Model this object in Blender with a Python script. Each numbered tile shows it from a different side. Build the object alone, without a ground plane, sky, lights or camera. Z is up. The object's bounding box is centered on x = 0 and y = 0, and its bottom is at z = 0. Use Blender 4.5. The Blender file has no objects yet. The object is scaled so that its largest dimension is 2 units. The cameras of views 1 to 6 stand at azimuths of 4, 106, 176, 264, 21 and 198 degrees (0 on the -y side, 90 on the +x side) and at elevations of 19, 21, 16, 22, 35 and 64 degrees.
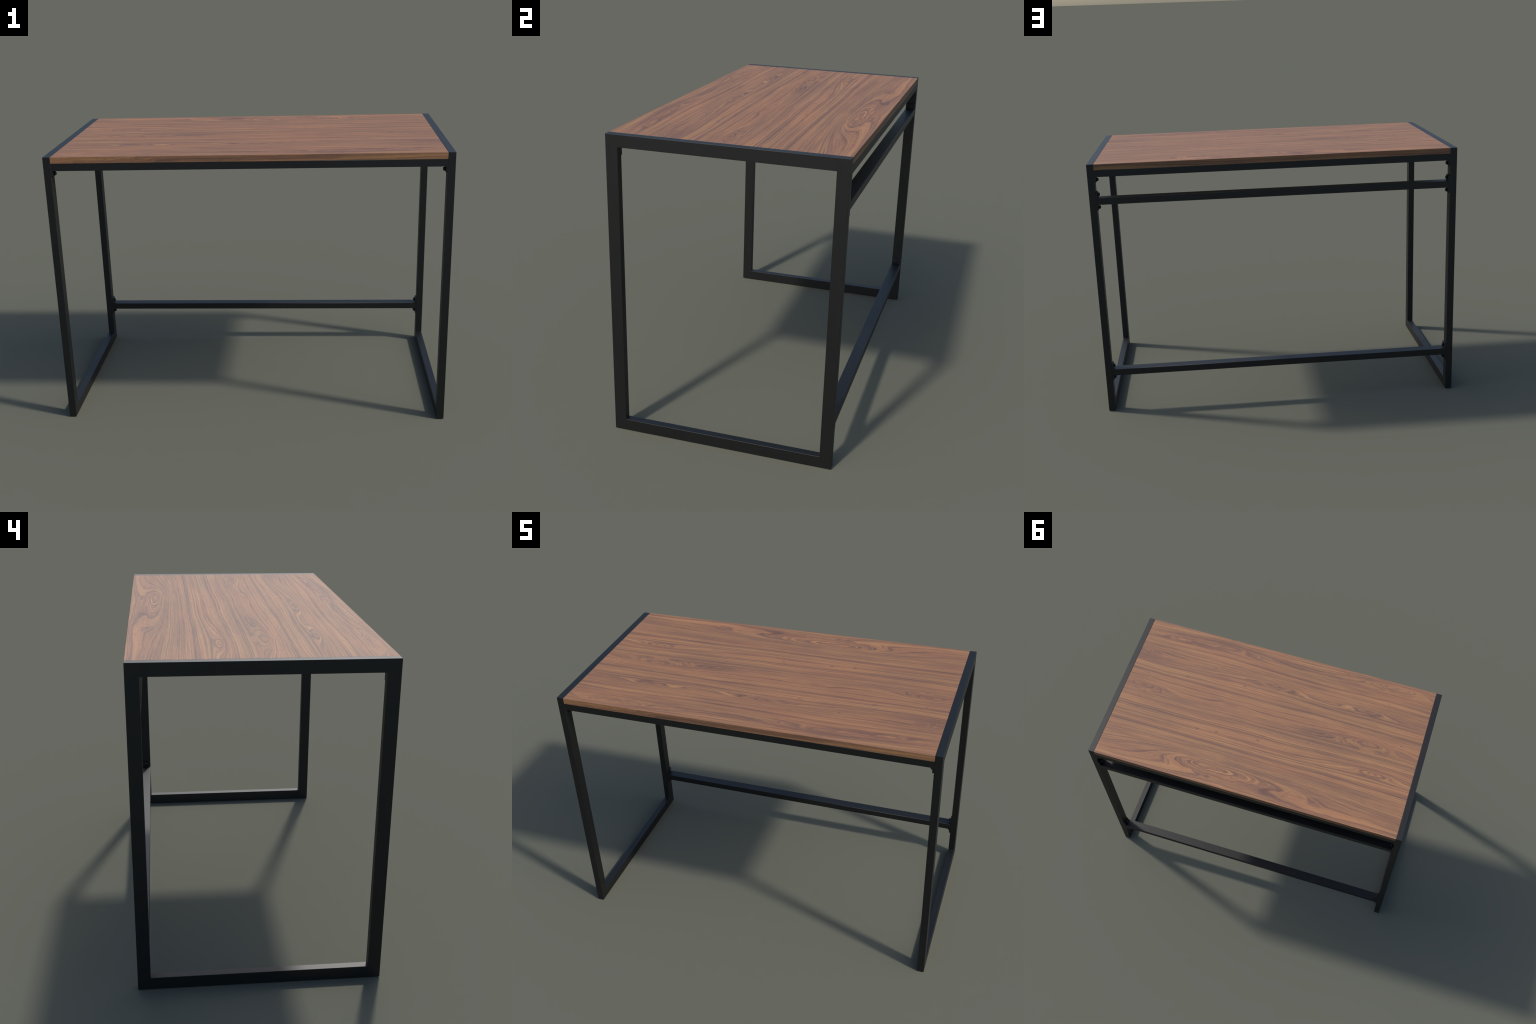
import bpy, bmesh, math
from mathutils import Vector, Matrix

# ------------------------------------------------------------------ sizes (m)
HX, HY, H = 1.0, 0.5245, 1.4285      # half length, half depth, height
TX, TY = 0.0366, 0.0551              # steel tube: thin side, wide side
WOOD = 0.0322                        # table top thickness
RAIL = 0.0368                        # height of the long rails
PLATE = 0.0082                       # bracket plate thickness
LUG = 0.0305                         # bracket reach beyond its rail
XI = HX - TX                         # inner face of the side frames
XR = XI - PLATE                      # ends of the long rails
APRON_TOP = H - WOOD
BACK_RAIL_TOP = 1.2450
STRETCHER_TOP = 0.2526


# ------------------------------------------------------------------ materials
class Nodes:
    """Small helper that chains shader nodes."""
    def __init__(self, name):
        self.mat = bpy.data.materials.new(name)
        self.mat.use_nodes = True
        self.nt = self.mat.node_tree
        self.bsdf = next(n for n in self.nt.nodes if n.type == 'BSDF_PRINCIPLED')

    def put(self, sock, val):
        if isinstance(val, bpy.types.NodeSocket):
            self.nt.links.new(val, sock)
        else:
            sock.default_value = val

    def math(self, op, a, b=0.0, c=None, clamp=False):
        n = self.nt.nodes.new('ShaderNodeMath')
        n.operation = op
        n.use_clamp = clamp
        self.put(n.inputs[0], a)
        self.put(n.inputs[1], b)
        if c is not None:
            self.put(n.inputs[2], c)
        return n.outputs[0]

    def add(self, a, b): return self.math('ADD', a, b)
    def sub(self, a, b): return self.math('SUBTRACT', a, b)
    def mul(self, a, b): return self.math('MULTIPLY', a, b)

    def coords(self):
        return self.nt.nodes.new('ShaderNodeTexCoord').outputs['Object']

    def split(self, v):
        n = self.nt.nodes.new('ShaderNodeSeparateXYZ')
        self.put(n.inputs[0], v)
        return n.outputs

    def join(self, x, y, z):
        n = self.nt.nodes.new('ShaderNodeCombineXYZ')
        for s, v in zip(n.inputs, (x, y, z)):
            self.put(s, v)
        return n.outputs[0]

    def noise(self, vec, scale=1.0, detail=2.0, rough=0.5, dist=0.0):
        n = self.nt.nodes.new('ShaderNodeTexNoise')
        n.noise_dimensions = '3D'
        self.put(n.inputs['Vector'], vec)
        n.inputs['Scale'].default_value = scale
        n.inputs['Detail'].default_value = detail
        n.inputs['Roughness'].default_value = rough
        n.inputs['Distortion'].default_value = dist
        return n.outputs[0]

    def noise1(self, w, scale=1.0, detail=2.0, rough=0.5):
        n = self.nt.nodes.new('ShaderNodeTexNoise')
        n.noise_dimensions = '1D'
        self.put(n.inputs['W'], w)
        n.inputs['Scale'].default_value = scale
        n.inputs['Detail'].default_value = detail
        n.inputs['Roughness'].default_value = rough
        return n.outputs[0]

    def ramp(self, fac, stops):
        n = self.nt.nodes.new('ShaderNodeValToRGB')
        cr = n.color_ramp
        while len(cr.elements) < len(stops):
            cr.elements.new(0.5)
        for el, (p, c) in zip(cr.elements, stops):
            el.position = p
            el.color = (*c, 1.0) if len(c) == 3 else c
        self.put(n.inputs[0], fac)
        return n.outputs[0]

    def range(self, v, a, b, c=0.0, d=1.0):
        n = self.nt.nodes.new('ShaderNodeMapRange')
        n.interpolation_type = 'SMOOTHSTEP'
        self.put(n.inputs[0], v)
        for i, k in enumerate((a, b, c, d)):
            n.inputs[i + 1].default_value = k
        return n.outputs[0]

    def mix(self, fac, a, b, mode='MIX'):
        n = self.nt.nodes.new('ShaderNodeMix')
        n.data_type = 'RGBA'
        n.blend_type = mode
        self.put(n.inputs[0], fac)
        self.put(n.inputs[6], a if isinstance(a, bpy.types.NodeSocket) else (*a, 1))
        self.put(n.inputs[7], b if isinstance(b, bpy.types.NodeSocket) else (*b, 1))
        return n.outputs[2]

    def bump(self, height, strength, distance):
        n = self.nt.nodes.new('ShaderNodeBump')
        n.inputs['Strength'].default_value = strength
        n.inputs['Distance'].default_value = distance
        self.put(n.inputs['Height'], height)
        self.put(self.bsdf.inputs['Normal'], n.outputs[0])


WOOD_DARK = (0.124, 0.067, 0.050)
WOOD_DUSK = (0.186, 0.096, 0.063)
WOOD_MID = (0.254, 0.126, 0.070)
WOOD_TAN = (0.325, 0.163, 0.080)
WOOD_PALE = (0.375, 0.200, 0.095)
WOOD_LINE = (0.105, 0.060, 0.051)


def walnut_material():
    m = Nodes('walnut_veneer')
    x, y, z = m.split(m.coords())
    # veneer wraps over the long edges: depth continues the growth rings there
    depth = m.mul(m.sub(z, H), 0.8)

    def field(sx, sy, detail, rough=0.5, off=0.0):
        v = m.join(m.mul(x, sx), m.add(m.mul(y, sy), off), m.mul(depth, sy))
        return m.sub(m.noise(v, 1.0, detail, rough), 0.5)

    # height of the growth rings over the board: a slope across the grain and
    # long slow swells
    f = m.add(y, depth)
    f = m.add(f, m.mul(field(0.9, 2.4, 1.0, off=3.7), 0.065))
    f = m.add(f, m.mul(field(1.7, 9.0, 1.5, off=8.1), 0.020))

    # cathedral eyes, laid one over the other. Inside an eye the slope is
    # levelled out so that the rings close round its middle.
    # (x, y, length towards +x, length towards -x, half width, ring height)
    eyes = [(0.30, 0.404, 0.34, 0.95, 0.058, 0.200),
            (0.84, -0.030, 0.30, 0.20, 0.036, 0.100), (0.90, -0.285, 0.30, 0.18, 0.030, 0.060),
            (-0.72, -0.482, 0.34, 0.30, 0.034, 0.100), (-0.66, -0.040, 0.36, 0.26, 0.042, 0.120),
            (-0.72, 0.150, 0.24, 0.22, 0.028, 0.065), (0.04, -0.268, 0.26, 0.30, 0.024, 0.060),
            (0.26, -0.050, 0.14, 0.26, 0.018, 0.042), (0.40, -0.458, 0.24, 0.36, 0.026, 0.060),
            (-0.58, -0.262, 0.26, 0.20, 0.021, 0.050), (0.74, -0.430, 0.20, 0.22, 0.022, 0.034)]
    jog = m.mul(field(10.0, 26.0, 3.0, 0.6, off=5.5), 0.024)
    yj = m.add(y, jog)
    figure = 0.0
    for ex, ey, lp, ln, wy, hgt in eyes:
        wy, hgt = wy * 1.22, hgt * 1.22
        dx = m.sub(x, ex)
        dx = m.math('MAXIMUM', m.mul(dx, 1.0 / lp), m.mul(dx, -1.0 / ln))
        dy = m.mul(m.sub(yj, ey), 1.0 / wy)
        r2 = m.add(m.math('POWER', dx, 1.5), m.mul(dy, dy))
        g = m.math('EXPONENT', m.mul(r2, -0.8))
        cone = m.math('EXPONENT', m.mul(m.math('SQRT', m.add(r2, 0.006)), -1.15))
        level = m.mul(m.mul(m.sub(ey, y), g), 0.7)
        f = m.add(m.add(f, level), m.mul(cone, hgt))
        figure = m.math('MAXIMUM', figure, g)
    # small jags that follow the rings
    f = m.add(f, m.mul(field(8.0, 40.0, 2.0, off=1.3), m.add(0.0020, m.mul(figure, 0.0065))))

    # growth bands of uneven width
    bands = m.noise1(f, 125.0, 2.0, 0.6)
    wide = m.noise1(m.add(f, 7.0), 36.0, 2.0, 0.5)
    tone = m.add(m.mul(bands, 0.62), m.mul(wide, 0.38))
    tone = m.add(0.5, m.mul(m.sub(tone, 0.5), m.add(1.0, m.mul(figure, 0.25))))
    # smoky darker clouds, strongest in the figured places
    cloud = field(1.8, 15.0, 3.0, 0.62, off=11.0)
    tone = m.add(tone, m.mul(cloud, m.add(0.34, m.mul(figure, 0.20))))
    tone = m.sub(tone, m.mul(figure, 0.040))
    # long fibres in two sizes
    wav = m.mul(f, 1.0)
    fib = m.noise(m.join(m.mul(x, 1.8), m.mul(wav, 150.0), m.mul(z, 60.0)), 1.0, 3.0, 0.7)
    tone = m.add(tone, m.mul(m.sub(fib, 0.5), 0.44))
    fine = m.noise(m.join(m.mul(x, 9.0), m.mul(y, 260.0), m.mul(z, 260.0)), 1.0, 2.0, 0.6)
    tone = m.add(tone, m.mul(m.sub(fine, 0.5), 0.24))

    tone = m.add(0.085, m.mul(tone, 0.83))
    col = m.ramp(tone, [(0.27, WOOD_DARK), (0.40, WOOD_DUSK), (0.50, WOOD_MID),
                        (0.62, WOOD_TAN), (0.78, WOOD_PALE)])
    # slow drift between reddish and straw-coloured wood
    drift = m.range(field(1.1, 10.0, 2.0, off=31.0), -0.2, 0.2)
    col = m.mix(0.5, col, m.mix(drift, (1.05, 0.96, 0.92), (0.97, 1.03, 0.95)), 'MULTIPLY')
    # narrow dark late-wood lines, crisp and broken along their length
    for freq, off, width, strength in ((150.0, 3.0, 0.060, 0.50), (84.0, 13.0, 0.028, 0.85)):
        ln = m.noise1(m.add(f, off), freq, 1.0, 0.5)
        line = m.range(m.math('ABSOLUTE', m.sub(ln, 0.5)), 0.0, width, 1.0, 0.0)
        gate = m.range(field(1.3, 12.0, 2.0, off=off + 18.0), -0.03, 0.15)
        col = m.mix(m.mul(m.mul(line, gate), strength), col, WOOD_LINE)
    # small scattered knots and flecks
    spot = m.noise(m.join(m.mul(x, 16.0), m.mul(y, 52.0), m.mul(z, 52.0)), 1.0, 1.0, 0.5)
    col = m.mix(m.range(spot, 0.755, 0.80, 0.0, 0.75), col, WOOD_LINE)
    # cut edges are a little deeper in colour and finely mottled
    geo = m.nt.nodes.new('ShaderNodeNewGeometry')
    nz = m.split(geo.outputs['Normal'])[2]
    edge = m.range(m.math('ABSOLUTE', nz), 0.3, 0.7, 1.0, 0.0)
    mott = m.noise(m.join(m.mul(x, 30.0), m.mul(y, 220.0), m.mul(z, 220.0)), 1.0, 3.0, 0.6)
    mr = m.mul(m.add(m.mul(mott, 0.45), 0.72), m.range(y, -0.3, 0.3, 1.10, 0.84))
    edge_col = m.mix(1.0, col, m.join(m.mul(mr, 0.97), m.mul(mr, 0.96), m.mul(mr, 0.84)), 'MULTIPLY')
    col = m.mix(edge, col, edge_col)
    # pores: short dark dashes along the grain
    por = m.noise(m.join(m.mul(x, 16.0), m.mul(y, 420.0), m.mul(z, 420.0)), 1.0, 1.0, 0.5)
    pmask = m.range(por, 0.60, 0.74)
    col = m.mix(m.mul(pmask, 0.32), col, WOOD_LINE)

    m.put(m.bsdf.inputs['Base Color'], col)
    m.put(m.bsdf.inputs['Roughness'], m.add(0.64, m.mul(pmask, 0.05)))
    m.bsdf.inputs['Specular IOR Level'].default_value = 0.32
    m.bump(m.mul(pmask, -1.0), 0.08, 0.0006)
    return m.mat


def steel_material(name, base, rough):
    m = Nodes(name)
    c = m.coords()
    grain = m.noise(c, 90.0, 2.0, 0.5)
    cloud = m.noise(c, 6.0, 3.0, 0.55)
    k = m.add(m.mul(cloud, 0.3), 0.85)
    col = m.mix(1.0, (base[0], base[1], base[2]), m.join(k, k, k), 'MULTIPLY')
    m.put(m.bsdf.inputs['Base Color'], col)
    m.put(m.bsdf.inputs['Roughness'], m.add(rough - 0.02, m.mul(cloud, 0.04)))
    m.bsdf.inputs['Specular IOR Level'].default_value = 0.47
    m.bump(grain, 0.02, 0.0004)
    return m.mat


WALNUT = walnut_material()
STEEL = steel_material('black_powder_coat', (0.0028, 0.0028, 0.0028), 0.50)
SCREW = steel_material('blackened_screw', (0.006, 0.006, 0.007), 0.38)


# ------------------------------------------------------------------ mesh help
def new_object(name, bm, mat, parent=None):
    bmesh.ops.recalc_face_normals(bm, faces=bm.faces)
    me = bpy.data.meshes.new(name)
    bm.to_mesh(me)
    bm.free()
    me.materials.append(mat)
    return place(name, me, parent)


def place(name, me, parent=None, matrix=None):
    ob = bpy.data.objects.new(name, me)
    bpy.context.scene.collection.objects.link(ob)
    if parent:
        ob.parent = parent
    if matrix is not None:
        ob.matrix_basis = matrix
    return ob


def bevel_edges(bm, edges, width, seg=2):
    if edges:
        old = set(bm.faces)
        r = bmesh.ops.bevel(bm, geom=edges, offset=width, offset_type='OFFSET',
                            segments=seg, profile=0.5, affect='EDGES')
        for f in r['faces']:
            f.smooth = True


def box(bm, lo, hi):
    lo, hi = Vector(lo), Vector(hi)
    mat = Matrix.Translation((lo + hi) / 2) @ Matrix.Diagonal((*(hi - lo), 1.0))
    return bmesh.ops.create_cube(bm, size=1.0, matrix=mat)['verts']


def bar(name, lo, hi, mat, parent, bevel=0.0013, keep=lambda e: True):
    bm = bmesh.new()
    box(bm, lo, hi)
    bevel_edges(bm, [e for e in bm.edges if keep(e)], bevel)
    return new_object(name, bm, mat, parent)


# ------------------------------------------------------------------ the desk
desk = bpy.data.objects.new('writing_desk', None)
bpy.context.scene.collection.objects.link(desk)
desk.empty_display_size = 0.2
desk["label"] = "walnut veneer desk top on an open black steel tube frame"
desk["category"] = "desk"

# table top: one board lying between the two side frames
bar('table_top', (-XI + 0.0006, -HY, H - WOOD), (XI - 0.0006, HY, H - 0.0002), WALNUT, desk,
    0.0008)


def side_frame(sign):
    """Welded rectangular hoop of flat tube, cut at its mitres into four bars."""
    holder = bpy.data.objects.new('side_frame', None)
    bpy.context.scene.collection.objects.link(holder)
    holder.parent = desk
    bm = bmesh.new()
    xo, xi = sign * HX, sign * XI
    outer = [(-HY, 0.0), (HY, 0.0), (HY, H), (-HY, H)]
    inner = [(-HY + TY, TY), (HY - TY, TY), (HY - TY, H - TY), (-HY + TY, H - TY)]
    vs = {(s, k): [bm.verts.new((xx, yy, zz)) for yy, zz in ring]
          for s, xx in (('o', xo), ('i', xi)) for k, ring in (('out', outer), ('in', inner))}
    for i in range(4):
        j = (i + 1) % 4
        for s in 'oi':
            bm.faces.new((vs[s, 'out'][i], vs[s, 'out'][j], vs[s, 'in'][j], vs[s, 'in'][i]))
        for k in ('out', 'in'):
            bm.faces.new((vs['o', k][i], vs['o', k][j], vs['i', k][j], vs['i', k][i]))
    bmesh.ops.recalc_face_normals(bm, faces=bm.faces)
    bm.edges.ensure_lookup_table()

    def at_floor_end(e):
        return (e.calc_length() < TX * 1.1 and all(v.co.z < 1e-6 and abs(v.co.y) > HY - 1e-6
                                                   for v in e.verts))
    ends = [e for e in bm.edges if at_floor_end(e)]
    sharp = [e for e in bm.edges if e.calc_face_angle() > 0.5 and e not in ends]
    bevel_edges(bm, sharp + ends, 0.0014)

    def region(f):
        c = f.calc_center_median()
        to_leg = HY - abs(c.y)
        if to_leg <= min(c.z, H - c.z):
            return 'leg_back' if c.y > 0 else 'leg_front'
        return 'foot' if c.z < H / 2 else 'head'
    for key, name in (('leg_front', 'leg'), ('leg_back', 'leg'),
                      ('foot', 'foot_bar'), ('head', 'top_bar')):
        part = bm.copy()
        drop = [f for f in part.faces if region(f) != key]
        bmesh.ops.delete(part, geom=drop, context='FACES')
        me = bpy.data.meshes.new(name)
        part.to_mesh(me)
        part.free()
        me.materials.append(STEEL)
        place(name, me, holder)
    bm.free()


for s in (1, -1):
    side_frame(s)

# long rails of the same tube laid flat, ending against the bracket plates
BACK = (HY - TY, HY)
FRONT = (-HY, -HY + TY)
GAP = 0.0003
rails = [('apron', FRONT, APRON_TOP - GAP, False), ('apron', BACK, APRON_TOP - GAP, False),
         ('back_rail', BACK, BACK_RAIL_TOP, True), ('stretcher', BACK, STRETCHER_TOP, True)]
for name, (y0, y1), top, _ in rails:
    bar(name, (-XR, y0, top - RAIL), (XR, y1, top), STEEL, desk, 0.0013,
        keep=lambda e: abs(e.verts[0].co.x - e.verts[1].co.x) > 0.5)


def plate_mesh(height, round_top):
    """Bracket plate in the yz plane, thickness along +x; corners rounded."""
    bm = bmesh.new()
    w = TY / 2 - 0.0004
    box(bm, (0, -w, -height / 2), (PLATE, w, height / 2))
    corner = [e for e in bm.edges if abs(e.verts[0].co.x - e.verts[1].co.x) > 1e-5
              and (round_top or e.verts[0].co.z < 0)]
    bevel_edges(bm, corner, 0.0055, 4)
    rim = [e for e in bm.edges if e.is_manifold and e.calc_face_angle() > 1.0
           and all(v.co.x > PLATE - 1e-5 for v in e.verts)]
    bevel_edges(bm, rim, 0.0010, 2)
    bmesh.ops.recalc_face_normals(bm, faces=bm.faces)
    me = bpy.data.meshes.new('bracket_plate')
    bm.to_mesh(me)
    bm.free()
    me.materials.append(STEEL)
    return me


def screw_mesh(radius=0.0092, head=0.0108, seg=32):
    """Button head with a hexagonal socket, axis along +x."""
    bm = bmesh.new()
    prof = [(0.0, radius), (head * 0.62, radius), (head * 0.84, radius * 0.90),
            (head * 0.97, radius * 0.72), (head, radius * 0.62)]
    rings = []
    for px, pr in prof:
        rings.append([bm.verts.new((px, pr * math.cos(2 * math.pi * i / seg),
                                    pr * math.sin(2 * math.pi * i / seg))) for i in range(seg)])

    def hexr(i):
        a = (2 * math.pi * i / seg) % (math.pi / 3) - math.pi / 6
        return radius * 0.46 / math.cos(a)
    for px, k in ((head, 1.0), (head * 0.45, 0.97)):
        rings.append([bm.verts.new((px, k * hexr(i) * math.cos(2 * math.pi * i / seg),
                                    k * hexr(i) * math.sin(2 * math.pi * i / seg)))
                      for i in range(seg)])
    for r, (a, b) in enumerate(zip(rings, rings[1:])):
        for i in range(seg):
            j = (i + 1) % seg
            f = bm.faces.new((a[i], a[j], b[j], b[i]))
            f.smooth = r < 4
    bm.faces.new(rings[0])
    bm.faces.new(rings[-1])
    bmesh.ops.recalc_face_normals(bm, faces=bm.faces)
    me = bpy.data.meshes.new('bracket_screw')
    bm.to_mesh(me)
    bm.free()
    me.materials.append(SCREW)
    return me


PLATE_FULL = plate_mesh(RAIL + 2 * LUG, True)
PLATE_HALF = plate_mesh(RAIL + LUG, False)
SCREW_ME = screw_mesh()
for _, (y0, y1), top, both in rails:
    yc = (y0 + y1) / 2
    for s in (1, -1):
        turn = Matrix.Rotation(0 if s < 0 else math.pi, 4, 'Z')
        h = RAIL + (2 if both else 1) * LUG
        zc = top - RAIL - LUG + h / 2
        bracket = place('bracket', PLATE_FULL if both else PLATE_HALF, desk,
                        Matrix.Translation((s * (XI - 0.0002), yc, zc)) @ turn)
        spots = [top - RAIL - 0.0172] + ([top + 0.0165] if both else [])
        for zs in spots:
            place('screw', SCREW_ME, bracket, Matrix.Translation((PLATE - 0.0002, 0, zs - zc)))
